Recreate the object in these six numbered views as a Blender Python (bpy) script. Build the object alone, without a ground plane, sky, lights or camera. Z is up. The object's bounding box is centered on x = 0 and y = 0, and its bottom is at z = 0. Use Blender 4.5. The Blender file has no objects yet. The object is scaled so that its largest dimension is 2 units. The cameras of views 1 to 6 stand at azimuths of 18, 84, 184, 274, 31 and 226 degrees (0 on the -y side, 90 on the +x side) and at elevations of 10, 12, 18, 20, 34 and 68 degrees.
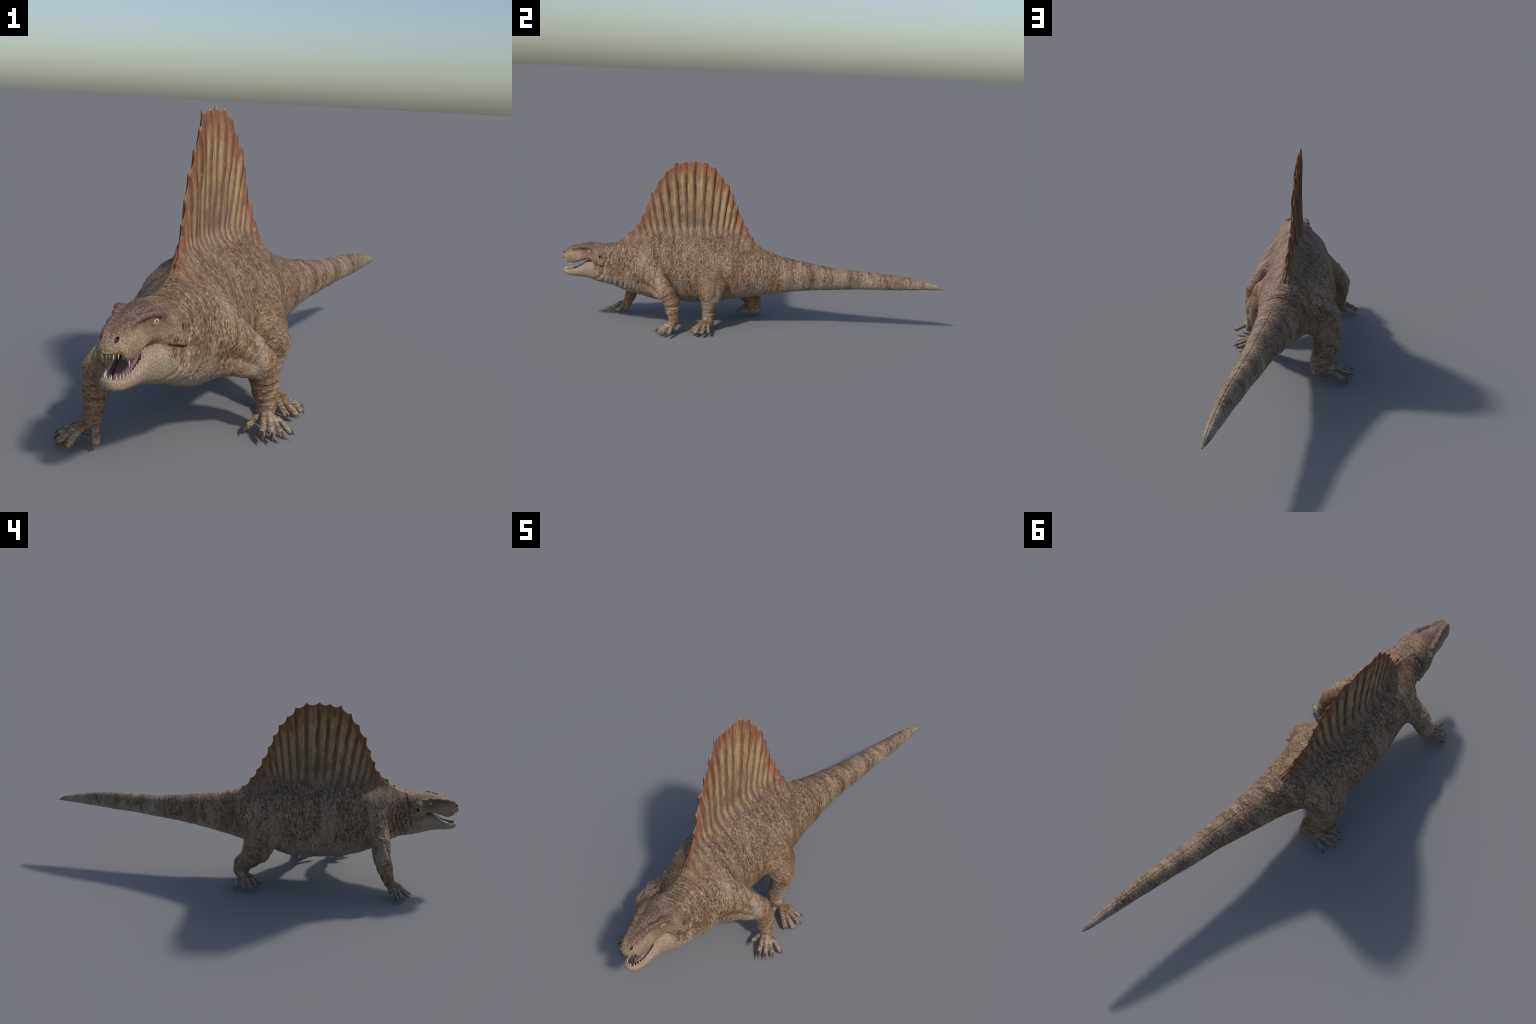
"""Sail-backed reptile (early synapsid), mid-stride with the mouth open.
The body is one smooth implicit surface: lofted trunk, skull and jaw plus limb
capsules, blended together, meshed, relieved with folds and split into parts."""
import bpy, math
import numpy as np
from mathutils import Matrix, Vector

RNG = np.random.default_rng(7)
VOXEL = 0.0033

# ------------------------------------------------------------------ helpers
def pchip(xs, ys):
    """monotone cubic through control points"""
    xs = np.asarray(xs, float); ys = np.asarray(ys, float)
    h = np.diff(xs); d = np.diff(ys) / h
    m = np.zeros_like(ys)
    m[1:-1] = np.where(d[:-1] * d[1:] > 0, 2 * d[:-1] * d[1:] / (d[:-1] + d[1:] + 1e-12), 0)
    m[0], m[-1] = d[0], d[-1]
    def f(x):
        x = np.clip(x, xs[0], xs[-1])
        i = np.clip(np.searchsorted(xs, x) - 1, 0, len(xs) - 2)
        t = (x - xs[i]) / h[i]
        return ((2*t**3 - 3*t**2 + 1) * ys[i] + (t**3 - 2*t**2 + t) * h[i] * m[i]
                + (-2*t**3 + 3*t**2) * ys[i+1] + (t**3 - t**2) * h[i] * m[i+1])
    return f

def smin(a, b, k):
    h = np.maximum(k - np.abs(a - b), 0) / k
    return np.minimum(a, b) - h * h * k * 0.25

def smax(a, b, k):
    return -smin(-a, -b, k)

def sstep(a, b, x):
    t = np.clip((x - a) / (b - a), 0, 1)
    return t * t * (3 - 2 * t)

def hash3(i, j, k, seed):
    h = (i * 374761393 + j * 668265263 + k * 2147483647 * 0 + k * 1274126177 + seed * 974711) & 0xFFFFFFFF
    h = ((h ^ (h >> 13)) * 1274126177) & 0xFFFFFFFF
    h = ((h ^ (h >> 16)) * 2246822519) & 0xFFFFFFFF
    return ((h ^ (h >> 15)) & 0xFFFF) / 32767.5 - 1.0

def vnoise(x, y, z, seed=0):
    """smooth value noise in -1..1"""
    xi, yi, zi = np.floor(x).astype(np.int64), np.floor(y).astype(np.int64), np.floor(z).astype(np.int64)
    fx, fy, fz = x - xi, y - yi, z - zi
    u, v, w = fx*fx*(3-2*fx), fy*fy*(3-2*fy), fz*fz*(3-2*fz)
    r = 0
    for a in (0, 1):
        for b in (0, 1):
            for c in (0, 1):
                r = r + hash3(xi+a, yi+b, zi+c, seed) * (u if a else 1-u) * (v if b else 1-v) * (w if c else 1-w)
    return r

# ------------------------------------------------------------------ anatomy
# trunk and tail: y, centre x, top, widest height, bottom, half width
TRUNK = [
    (-.830, .022, .425, .340, .248, .062), (-.800, .025, .428, .330, .236, .074),
    (-.755, .029, .430, .318, .222, .083),
    (-.700, .027, .440, .310, .203, .095), (-.650, .013, .452, .300, .181, .112),
    (-.600, .000, .463, .290, .163, .124), (-.520, -.013, .475, .282, .137, .136),
    (-.420, -.026, .483, .276, .119, .140), (-.320, -.031, .483, .272, .117, .143),
    (-.220, -.030, .476, .268, .118, .149), (-.120, -.009, .458, .268, .138, .136),
    (-.040, .010, .432, .272, .154, .122), (.040, .025, .412, .280, .171, .102),
    (.120, .042, .394, .286, .185, .086), (.200, .058, .378, .288, .199, .074),
    (.290, .075, .363, .288, .213, .063), (.380, .094, .348, .286, .221, .053),
    (.480, .113, .337, .283, .230, .047), (.570, .131, .332, .283, .237, .041),
    (.670, .150, .327, .284, .240, .035), (.760, .167, .320, .283, .245, .030),
    (.850, .182, .308, .280, .250, .024), (.920, .193, .294, .275, .254, .017),
    (.970, .201, .280, .267, .256, .010), (.996, .207, .2645, .261, .2585, .0028)]
# skull: y, half width, top, widest height, lip line
SKULL = [
    (-.9985, .009, .368, .361, .354), (-.993, .020, .381, .365, .351), (-.982, .028, .394, .366, .350),
    (-.965, .035, .407, .365, .345), (-.948, .039, .414, .361, .337), (-.920, .042, .420, .360, .334),
    (-.890, .045, .426, .366, .342), (-.870, .049, .431, .373, .348), (-.845, .056, .435, .376, .344),
    (-.820, .066, .436, .372, .334), (-.790, .076, .434, .362, .320), (-.755, .076, .428, .350, .300)]
# lower jaw: y, half width, rim, widest height, bottom
JAW = [
    (-.993, .008, .293, .286, .279), (-.985, .020, .296, .285, .269), (-.965, .031, .295, .282, .262),
    (-.930, .039, .303, .286, .258), (-.900, .044, .321, .294, .256), (-.875, .050, .337, .302, .252),
    (-.845, .061, .343, .304, .246), (-.815, .073, .335, .298, .240), (-.750, .078, .315, .284, .230)]

def table(rows):
    cols = list(zip(*rows))
    return [pchip(cols[0], c) for c in cols[1:]]

trunk_f, skull_f, jaw_f = table(TRUNK), table(SKULL), table(JAW)

trunk_n_top = pchip([-.83, -.70, -.55, -.44, -.34, -.22, -.12, 0, .2, 1], [2.2, 2.2, 2.35, 2.0, 1.8, 2.15, 2.3, 2.05, 2.0, 2.0])
trunk_n_bot = pchip([-.83, -.70, -.55, -.35, -.10, .1, 1], [2.2, 2.2, 2.1, 1.95, 1.85, 2.0, 2.0])

skull_n_top = pchip([-1, -.95, -.88, -.84, -.80, -.75], [2.3, 2.15, 2.1, 2.1, 2.3, 2.3])

def head_x(y):
    return 0.0095 + (y + 1.0) * 0.035

def loft(P, fs, y0, y1, cx, n_top, n_bot):
    """superelliptic cross-sections swept along y"""
    y = P[:, 1]
    w, zt, zw, zb = (f(y) for f in fs)
    dx, dz = P[:, 0] - cx(y), P[:, 2] - zw
    h = np.where(dz > 0, zt - zw, zw - zb)
    n = np.where(dz > 0, n_top, n_bot)
    a, b = np.abs(dx) / w, np.abs(dz) / h
    g = (a ** n + b ** n + 1e-9) ** (1 / n)
    d = np.sqrt(dx * dx + dz * dz + 1e-8) * (1 - 1 / np.maximum(g, .05))
    over = np.maximum(np.maximum(y0 - y, y - y1), 0)
    return np.where(over > 0, np.sqrt(np.maximum(d, 0) ** 2 + over ** 2) + np.minimum(d, 0) * 0, d)

def capsule(P, a, b, ra, rb):
    a, b = np.asarray(a), np.asarray(b)
    ba = b - a
    t = np.clip((P - a) @ ba / (ba @ ba), 0, 1)
    q = P - a - t[:, None] * ba
    return np.sqrt((q * q).sum(1)) - (ra + (rb - ra) * t)

def ellipsoid(P, c, r, rot=None):
    q = P - np.asarray(c)
    if rot is not None:
        q = q @ np.array(rot.to_matrix() if hasattr(rot, 'to_matrix') else rot)
    g = np.sqrt(((q / np.asarray(r)) ** 2).sum(1) + 1e-9)
    return np.sqrt((q * q).sum(1) + 1e-10) * (1 - 1 / np.maximum(g, .05))

from mathutils import Euler
def rot(x=0, y=0, z=0):
    return Euler((math.radians(x), math.radians(y), math.radians(z)))

# limbs: bones are (start, end, r0, r1); digits are (root, knuckle lift, tip, claw tip)
LIMBS = {
    'fore_left': dict(
        bones=[((.085, -.550, .318), (.156, -.484, .255), .075, .045),
               ((.098, -.535, .235), (.162, -.470, .205), .048, .036),
               ((.156, -.484, .255), (.184, -.445, .210), .045, .041),
               ((.186, -.445, .210), (.188, -.427, .165), .042, .040),
               ((.188, -.427, .165), (.190, -.420, .125), .040, .036),
               ((.190, -.420, .125), (.196, -.413, .085), .036, .026),
               ((.196, -.413, .085), (.196, -.414, .062), .026, .0225)],
        palm=[((.196, -.414, .062), (.202, -.424, .044), .022, .014), ((.182, -.422, .036), (.218, -.412, .036), .013, .012)],
        digits=[((.188, -.418, .048), (.155, -.446, .022), (.153, -.476, .018)),
                ((.192, -.424, .056), (.210, -.487, .023), (.223, -.519, .019)),
                ((.200, -.424, .058), (.236, -.480, .024), (.247, -.506, .018)),
                ((.206, -.420, .056), (.257, -.466, .025), (.271, -.481, .019)),
                ((.206, -.412, .050), (.271, -.434, .023), (.291, -.443, .018))]),
    'hind_left': dict(
        bones=[((.040, -.135, .325), (.112, -.210, .285), .088, .058),
               ((.112, -.210, .285), (.158, -.240, .210), .058, .047),
               ((.128, -.190, .245), (.150, -.214, .180), .052, .042),
               ((.158, -.240, .210), (.146, -.231, .145), .047, .038),
               ((.146, -.231, .145), (.133, -.231, .095), .038, .036),
               ((.133, -.231, .095), (.138, -.236, .060), .036, .030)],
        palm=[((.138, -.236, .058), (.166, -.250, .046), .028, .015), ((.128, -.224, .038), (.160, -.238, .036), .022, .016)],
        digits=[((.142, -.248, .044), (.152, -.306, .020), (.160, -.330, .016)),
                ((.156, -.250, .054), (.222, -.314, .024), (.240, -.330, .023)),
                ((.162, -.248, .058), (.246, -.300, .026), (.262, -.303, .020)),
                ((.164, -.244, .056), (.250, -.266, .025), (.270, -.262, .014)),
                ((.160, -.236, .048), (.236, -.234, .026), (.258, -.225, .021))]),
    'fore_right': dict(
        bones=[((-.080, -.595, .310), (-.157, -.622, .250), .068, .045),
               ((-.080, -.612, .250), (-.165, -.636, .208), .048, .035),
               ((-.157, -.622, .250), (-.203, -.630, .190), .046, .040),
               ((-.203, -.630, .190), (-.202, -.646, .140), .040, .0360),
               ((-.202, -.646, .140), (-.198, -.661, .092), .0360, .028),
               ((-.198, -.661, .092), (-.196, -.672, .062), .028, .0225)],
        palm=[((-.196, -.672, .062), (-.204, -.690, .042), .022, .014), ((-.184, -.684, .034), (-.222, -.676, .034), .013, .012)],
        digits=[((-.188, -.680, .048), (-.157, -.722, .026), (-.154, -.744, .017)),
                ((-.194, -.688, .056), (-.216, -.757, .021), (-.223, -.779, .016)),
                ((-.202, -.688, .056), (-.240, -.750, .022), (-.249, -.768, .016)),
                ((-.208, -.684, .054), (-.259, -.730, .023), (-.274, -.741, .019)),
                ((-.210, -.678, .050), (-.272, -.698, .024), (-.292, -.705, .019))]),
    'hind_right': dict(
        bones=[((-.060, -.095, .300), (-.122, -.060, .245), .098, .076),
               ((-.122, -.060, .245), (-.145, -.040, .185), .076, .060),
               ((-.145, -.095, .230), (-.152, -.062, .165), .050, .046),
               ((-.145, -.040, .185), (-.145, -.022, .145), .058, .050),
               ((-.145, -.022, .145), (-.125, .020, .100), .049, .042),
               ((-.125, .020, .100), (-.117, .028, .066), .042, .038)],
        palm=[((-.118, .026, .062), (-.160, .012, .050), .034, .016), ((-.130, .030, .042), (-.160, .012, .040), .022, .016)],
        digits=[((-.148, .030, .044), (-.216, .047, .014), (-.233, .057, .003)),
                ((-.158, .018, .054), (-.233, .005, .021), (-.257, .002, .015)),
                ((-.160, .008, .058), (-.233, -.029, .023), (-.257, -.041, .027)),
                ((-.158, .000, .058), (-.208, -.051, .026), (-.229, -.063, .025)),
                ((-.150, -.006, .050), (-.176, -.062, .028), (-.188, -.080, .024))]),
}

# sail: tips of the neural spines in the median plane (y, z)
SPINES = [(-.724, .438), (-.693, .466), (-.656, .498), (-.614, .535), (-.591, .583), (-.568, .641),
          (-.544, .705), (-.508, .765), (-.469, .820), (-.420, .864), (-.369, .870), (-.321, .876),
          (-.259, .871), (-.209, .846), (-.171, .798), (-.134, .755), (-.108, .701), (-.085, .643),
          (-.057, .583), (-.031, .527), (-.003, .483), (.039, .435), (.075, .402)]
FAN = (-.31, -.55)          # point in the median plane the spines converge to
spine_theta = np.array([(y - FAN[0]) / (z - FAN[1]) for y, z in SPINES])
spine_r = np.array([z - FAN[1] for y, z in SPINES])

tip_x = pchip([-.74, -.693, -.656, -.614, -.568, -.508, -.469, -.42, -.32, -.20, -.134, -.085, -.03, .04, .1],
              [.026, .022, .018, .006, -.003, -.007, -.010, -.024, -.025, -.017, -.010, -.005, .010, .022, .036])
rim_z = lambda y: np.interp(y, [p[0] for p in SPINES], [p[1] for p in SPINES])
def sail_x(y, z):
    s = np.clip((z - .44) / np.maximum(rim_z(y) - .44, .03), 0, 1)
    return trunk_f[0](y) * (1 - s) + tip_x(y) * s + .026 * s * (1 - s) * np.exp(-((y + .33) / .2) ** 2)

def spine_ridge(theta):
    """0 in the membrane, 1 on a spine"""
    i = np.interp(theta, spine_theta, np.arange(len(SPINES)))
    f = np.abs(i - np.round(i))
    return np.cos(np.clip(f / .46, 0, 1) * np.pi / 2) ** 1.4

# ------------------------------------------------------------------ implicit body
def eye_centre(s):
    y = -.855
    return np.array([head_x(y) + s * .0385, y, .401])

def face_holes(s):
    """ear slit and nostril: centre, radii, frame"""
    H = lambda x, yy, z: np.array((head_x(yy) + s * x, yy, z))
    n, t, z = np.array([s * .6, -.8, 0]), np.array([s * .8, .6, 0]), np.array([0, 0, 1.])
    long = z * .8 + t * .6                       # the nostril slants up and back
    frame = np.stack([n, np.cross(n, long), long], 1)
    return [(H(.0800, -.7965, .378), (.018, .0042, .0082), rot(-15, 0, 0)),
            (H(.0185, -.9850, .3840), (.0110, .0036, .0072), frame)]

def mouth_crease(P):
    """groove of the closed lips between gape and jaw joint"""
    y = P[:, 1]
    zl = np.interp(y, [-.88, -.865, -.84, -.80, -.77], [.345, .3455, .343, .332, .322])
    w = np.interp(y, [-.88, -.84, -.80, -.77], [.040, .054, .069, .080])
    dx = np.abs(P[:, 0] - head_x(y))
    return np.maximum(np.maximum(np.abs(P[:, 2] - zl) - .0024, w + .003 - dx), np.maximum(-.885 - y, y + .782))

def head_fields(P):
    y = P[:, 1]
    sk = loft(P, skull_f, -.9985, -.755, head_x, skull_n_top(y), 2.6)
    jw = loft(P, jaw_f, -.993, -.750, head_x, 2.3, 2.4)
    for s in (1, -1):
        H = lambda x, yy, z: (head_x(yy) + s * x, yy, z)
        # brow and snout ridge
        ridge = [H(.009, -.984, .382), H(.014, -.969, .397), H(.022, -.938, .409), H(.035, -.895, .417), H(.048, -.858, .4205), H(.055, -.833, .414), H(.060, -.822, .398), H(.062, -.812, .380)]
        rr = [.002, .003, .004, .005, .0068, .006, .003, .002]
        for i in range(7):
            sk = smin(sk, capsule(P, ridge[i], ridge[i+1], rr[i], rr[i+1]), .016)
        # hollow below the ridge, lip bulge in front of it
        sk = smax(sk, -ellipsoid(P, H(.054, -.897, .396), (.0185, .048, .0125), rot(0, 0, s * -16)), .018)
        sk = smin(sk, ellipsoid(P, H(.030, -.945, .354), (.0125, .030, .022)), .014)
        # eyelids around an open eye
        e = eye_centre(s)
        sk = smin(sk, ellipsoid(P, e, (.0138, .0185, .0150)), .007)
        sk = smax(sk, -ellipsoid(P, e + np.array([s * .0130, -.0045, .0003]), (.0118, .0130, .0086), rot(14, 0, 0)), .002)
        # cheek and jaw joint
        sk = smin(sk, capsule(P, H(.064, -.800, .392), H(.071, -.783, .344), .015, .013), .016)
        for c, r, q in face_holes(s):
            sk = smax(sk, -ellipsoid(P, c, r, q), .002)
    # mouth: palate vault and jaw trough
    w, zt, zw, lip = (f(y) for f in skull_f)
    wj, rim, zj, zb = (f(y) for f in jaw_f)
    dx = np.abs(P[:, 0] - head_x(y))
    shut = 1 - sstep(-.895, -.858, y)      # the mouth cavity closes towards the cheek
    taper = np.maximum(np.maximum(-.978 - y, y + .860), -1)
    vault = np.maximum(ellipse2(dx, P[:, 2] - (lip - .012), np.maximum((w - .013) * shut, .0005), .032 * (.3 + .7 * shut)), taper)
    trough = np.maximum(ellipse2(dx, P[:, 2] - (rim + .014), np.maximum((wj - .0115) * shut, .0005), .034 * (.3 + .7 * shut)), np.maximum(-.982 - y, y + .860))
    sk2 = smax(sk, -vault, .004)
    jw2 = smax(jw, -trough, .004)
    return sk2, jw2, vault, trough

def ellipse2(dx, dz, rx, rz):
    g = np.sqrt((dx / rx) ** 2 + (dz / rz) ** 2 + 1e-9)
    return np.sqrt(dx * dx + dz * dz + 1e-9) * (1 - 1 / np.maximum(g, .05))

def dorsal_flare(P):
    """thick root of the sail growing out of the back"""
    y, z = P[:, 1], P[:, 2]
    top = np.interp(y, [s[0] for s in SPINES], [s[1] for s in SPINES]) - .012
    top = np.minimum(top - .010, .548)
    hw = np.interp(z, [.38, .44, .50, .545], [.040, .022, .010, .0015])
    hw = np.minimum(hw, .003 + .32 * np.maximum(rim_z(y) - z, 0))
    return np.maximum(np.abs(P[:, 0] - sail_x(y, z)) - hw, np.maximum((z - top) * .8, np.maximum(np.maximum(-.735 - y, y - .085), .33 - z)))

BIG = 9.0
def part_range(P, lo, hi):
    """points are sorted along y: slice those inside lo..hi"""
    return slice(np.searchsorted(P[:, 1], lo), np.searchsorted(P[:, 1], hi))

def limb_fields(P, L):
    ys = [q[1] for b in L['bones'] + L['palm'] for q in b[:2]] + [q[1] for d in L['digits'] for q in d]
    s = part_range(P, min(ys) - .17, max(ys) + .17)
    Q = P[s]
    bone = np.full(len(Q), BIG)
    for a, b, ra, rb in L['bones']:
        bone = smin(bone, capsule(Q, a, b, ra, rb), .006)
    palm = np.full(len(Q), BIG)
    for a, b, ra, rb in L['palm']:
        palm = smin(palm, capsule(Q, a, b, ra, rb), .008)
    digs = []
    for root, tip, claw in L['digits']:
        root, tip, claw = map(np.array, (root, tip, claw))
        k1 = root * .55 + tip * .45 + np.array([0, 0, .009])
        k2 = root * .18 + tip * .82 + np.array([0, 0, .003])
        end = tip + (claw - tip) * np.array([1, 1, .3]) * .10
        d = smin(capsule(Q, root, k1, .0098, .0094), capsule(Q, k1, k2, .0092, .0082), .003)
        d = smin(d, capsule(Q, k2, end, .0092, .0090), .003)
        digs.append(d)
    return s, Q, bone, palm, digs

def body(P, groups=False):
    """distance-like field of the whole animal; P sorted by y"""
    n = len(P)
    tr = loft(P, trunk_f[1:2] * 0 + [trunk_f[4], trunk_f[1], trunk_f[2], trunk_f[3]], -.83, .997, trunk_f[0], trunk_n_top(P[:, 1]), trunk_n_bot(P[:, 1]))
    s = part_range(P, -.78, .12)
    fl = np.full(n, BIG); fl[s] = dorsal_flare(P[s])
    t2 = tr.copy()
    t2[s] = smin(tr[s], fl[s], .055)
    F = t2
    G = {'trunk': t2.copy()}
    for name, L in LIMBS.items():
        s, Q, bone, palm, digs = limb_fields(P, L)
        whole = smin(bone, palm, .010)
        for d in digs:
            whole = smin(whole, d, .006)
        F[s] = smin(F[s], whole, .036)
        if groups:
            G[name] = (s, bone, palm, digs)
    s = part_range(P, -1.1, -.70)
    if s.stop > s.start:
        Q = P[s]
        sk, jw, vault, trough = head_fields(Q)
        h = smin(sk, jw, .005)
        # trunk stays behind the mouth opening
        F[s] = np.where(Q[:, 1] < -.70, smin(F[s], h, .022), F[s])
        F[s] = smax(F[s], -mouth_crease(Q), .006)
        for side in (1, -1):
            # fold where the jaw stands proud of the throat
            H = lambda x, yy, z: (head_x(yy) + side * x, yy, z)
            arc = [H(.094, -.770, .365), H(.094, -.768, .322), H(.086, -.785, .285), H(.072, -.812, .258), H(.052, -.840, .243)]
            for i in range(4):
                F[s] = smax(F[s], -capsule(Q, arc[i], arc[i + 1], .0050, .0050), .012)
            for c, r, q in face_holes(side):
                F[s] = smax(F[s], -ellipsoid(Q, c, r, q), .002)
        if groups:
            G['head'] = (s, sk, jw, vault, trough)
    return (F, G) if groups else F

def body_any(P):
    o = np.argsort(P[:, 1], kind='stable')
    r = np.empty(len(P)); r[o] = body(P[o])
    return r

def project(P, steps=2, cap=.004):
    o = np.argsort(P[:, 1], kind='stable'); Q = P[o].copy()
    e = 4e-4
    for _ in range(steps):
        d = body(Q)
        g = np.stack([body(Q + e * np.eye(3)[i]) - d for i in range(3)], 1) / e
        g2 = np.maximum((g * g).sum(1), .05)
        Q = Q - g * np.clip(d / g2, -cap, cap)[:, None]
        o2 = np.argsort(Q[:, 1], kind='stable'); Q = Q[o2]; o = o[o2]
    R = np.empty_like(P); R[o] = Q
    return R

def mesh_surface():
    """surface nets over the blocks near the surface"""
    lo = np.array([-.33, -1.03, -.02]); hi = np.array([.33, 1.03, .60]); v = VOXEL; B = 8
    nb = np.ceil((hi - lo) / (v * B)).astype(int)
    c = np.stack(np.meshgrid(*[np.arange(n) for n in nb], indexing='ij'), -1).reshape(-1, 3)
    dist = body_any(lo + (c + .5) * v * B)
    F = np.repeat(np.repeat(np.repeat((np.sign(dist)).reshape(nb).astype(np.float32), B, 0), B, 1), B, 2)
    act = c[np.abs(dist) < v * B * 1.75]
    off = np.stack(np.meshgrid(*[np.arange(B)] * 3, indexing='ij'), -1).reshape(-1, 3)
    idx = (act[:, None, :] * B + off[None]).reshape(-1, 3)
    F[idx[:, 0], idx[:, 1], idx[:, 2]] = body_any(lo + idx * v)
    S = F < 0
    n = S[:-1, :-1, :-1].astype(np.int8)
    tot = np.zeros_like(n)
    for a in (0, 1):
        for b in (0, 1):
            for d in (0, 1):
                tot += S[a:S.shape[0]-1+a, b:S.shape[1]-1+b, d:S.shape[2]-1+d]
    mixed = (tot > 0) & (tot < 8)
    cells = np.argwhere(mixed)
    ids = np.full(mixed.shape, -1, np.int64); ids[mixed] = np.arange(len(cells))
    V = lo + (cells + .5) * v
    quads = []
    for ax in range(3):
        A = [slice(None)] * 3; Bs = [slice(None)] * 3
        A[ax] = slice(0, -1); Bs[ax] = slice(1, None)
        ch = S[tuple(A)] != S[tuple(Bs)]
        e = np.argwhere(ch)
        inside = S[tuple(A)][ch]
        u, w = (ax + 1) % 3, (ax + 2) % 3
        ok = (e[:, u] > 0) & (e[:, w] > 0); e = e[ok]; inside = inside[ok]
        q = []
        for du, dw in ((1, 1), (0, 1), (0, 0), (1, 0)):
            k = e.copy(); k[:, u] -= du; k[:, w] -= dw
            q.append(ids[k[:, 0], k[:, 1], k[:, 2]])
        q = np.stack(q, 1); q[~inside] = q[~inside][:, ::-1]
        quads.append(q)
    Q = np.concatenate(quads); Q = Q[(Q >= 0).all(1)]
    used, inv = np.unique(Q, return_inverse=True)
    return V[used], inv.reshape(-1, 4)

def relax(V, Q, it=2, f=.5):
    n = len(V)
    for _ in range(it):
        acc = np.zeros_like(V); cnt = np.zeros(n)
        for a, b in ((0, 1), (1, 2), (2, 3), (3, 0)):
            for x in range(3):
                acc[:, x] += np.bincount(Q[:, a], V[Q[:, b], x], n) + np.bincount(Q[:, b], V[Q[:, a], x], n)
            cnt += np.bincount(Q[:, a], minlength=n) + np.bincount(Q[:, b], minlength=n)
        V = V + f * (acc / cnt[:, None] - V)
    return V

def subdivide(V, Q):
    """one linear split of every quad"""
    n = len(V)
    E = np.sort(np.concatenate([Q[:, [0, 1]], Q[:, [1, 2]], Q[:, [2, 3]], Q[:, [3, 0]]]), 1)
    key = E[:, 0] * n + E[:, 1]
    uk, inv = np.unique(key, return_inverse=True)
    mid = (V[uk // n] + V[uk % n]) / 2
    inv = inv.reshape(4, -1) + n
    c = np.arange(len(Q)) + n + len(mid)
    VV = np.concatenate([V, mid, V[Q].mean(1)])
    q = [np.stack([Q[:, i], inv[i], c, inv[(i + 3) % 4]], 1) for i in range(4)]
    return VV, np.concatenate(q)

def vertex_normals(V, Q):
    d1 = V[Q[:, 2]] - V[Q[:, 0]]; d2 = V[Q[:, 3]] - V[Q[:, 1]]
    fn = np.cross(d1, d2)
    N = np.zeros_like(V)
    for k in range(4):
        for x in range(3):
            N[:, x] += np.bincount(Q[:, k], fn[:, x], len(V))
    return N / np.maximum(np.linalg.norm(N, axis=1, keepdims=True), 1e-12)

def limb_frame(P, L):
    """distance to the limb and position along it in metres, plus girth"""
    best = np.full(len(P), BIG); along = np.zeros(len(P)); acc = 0
    for a, b, ra, rb in L['bones']:
        a, b = np.array(a), np.array(b); ba = b - a; ln = np.linalg.norm(ba)
        t = (P - a) @ ba / (ln * ln); tc = np.clip(t, 0, 1)
        d = np.linalg.norm(P - a - tc[:, None] * ba, axis=1) - (ra + (rb - ra) * tc)
        m = d < best
        best = np.where(m, d, best); along = np.where(m, acc + np.clip(t, -.5, 1.3) * ln, along)
        acc += ln
    return best, along

def relief(P, N):
    """folds, wrinkles and scaly grain pushed along the normal"""
    x, y, z = P.T
    d = np.zeros(len(P))
    headm = 1 - sstep(-.80, -.74, y)
    limbm = np.zeros(len(P)); wr = np.zeros(len(P))
    for k, (name, L) in enumerate(LIMBS.items()):
        dist, al = limb_frame(P, L)
        m = (1 - sstep(.004, .02, dist)) * sstep(.07, .14, al)
        m = np.maximum(m, (1 - sstep(.10, .13, z)) * (np.abs(P[:, 1] - L['palm'][0][0][1]) < .13) * (np.sign(x) == np.sign(L['palm'][0][0][0])))
        w = vnoise(x * 13 + k, y * 13, al * 135 + 1.2 * vnoise(x * 25, y * 25, z * 25, 5), 11 + k) * .0021
        w += vnoise(x * 90, y * 90, z * 240, 21 + k) * .0005
        w = w * sstep(.0, .25, 1 - 0 * al)
        limbm = np.maximum(limbm, m); wr = np.where(m > 0, wr * (1 - m) + w * m, wr)
    skin = vnoise(x * 80, y * 200, z * 80, 1) * .0007 + vnoise(x * 160, y * 280, z * 160, 2) * .0004
    skin += vnoise(x * 22, y * 60, z * 16, 3) * .0016
    skin += vnoise(x * 9, y * 9, z * 9, 4) * .0035 * (1 - sstep(.1, .3, y))
    tail = sstep(.05, .25, y)
    skin *= 1 - .45 * tail * sstep(.5, .95, y)
    face = vnoise(x * 220, y * 220, z * 220, 6) * .0004 + vnoise(x * 60, y * 60, z * 60, 7) * .0002
    d = (skin * (1 - headm) + face * headm) * (1 - limbm) + wr
    # throat and neck folds sweeping round behind the jaw
    rr = np.sqrt((y + .86) ** 2 + ((z - .37) * .75) ** 2)
    fm = sstep(-.80, -.765, y) * (1 - sstep(-.66, -.58, y)) * (1 - sstep(.34, .40, z))
    ph = rr * 135 + 2.0 * vnoise(x * 18, y * 18, z * 18, 8)
    d += fm * (np.abs(np.sin(ph)) ** .5 - .75) * .0105 * np.clip(.55 + .9 * vnoise(x * 14, y * 14, z * 14, 9), .05, 1.3)
    # spine ridges running from the sail down the back
    th = (y - FAN[0]) / (z - FAN[1])
    sm = sstep(.44, .50, z) * sstep(-.72, -.68, y) * (1 - sstep(.02, .06, y))
    d += sm * (spine_ridge(th) - .4) * .0050
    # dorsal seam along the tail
    dx = np.abs(x - trunk_f[0](y))
    d -= sstep(.12, .28, y) * (N[:, 2] > .3) * np.exp(-(dx / .0022) ** 2) * .0022
    return d * np.where(np.abs(N).sum(1) > 0, 1, 0)

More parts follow.
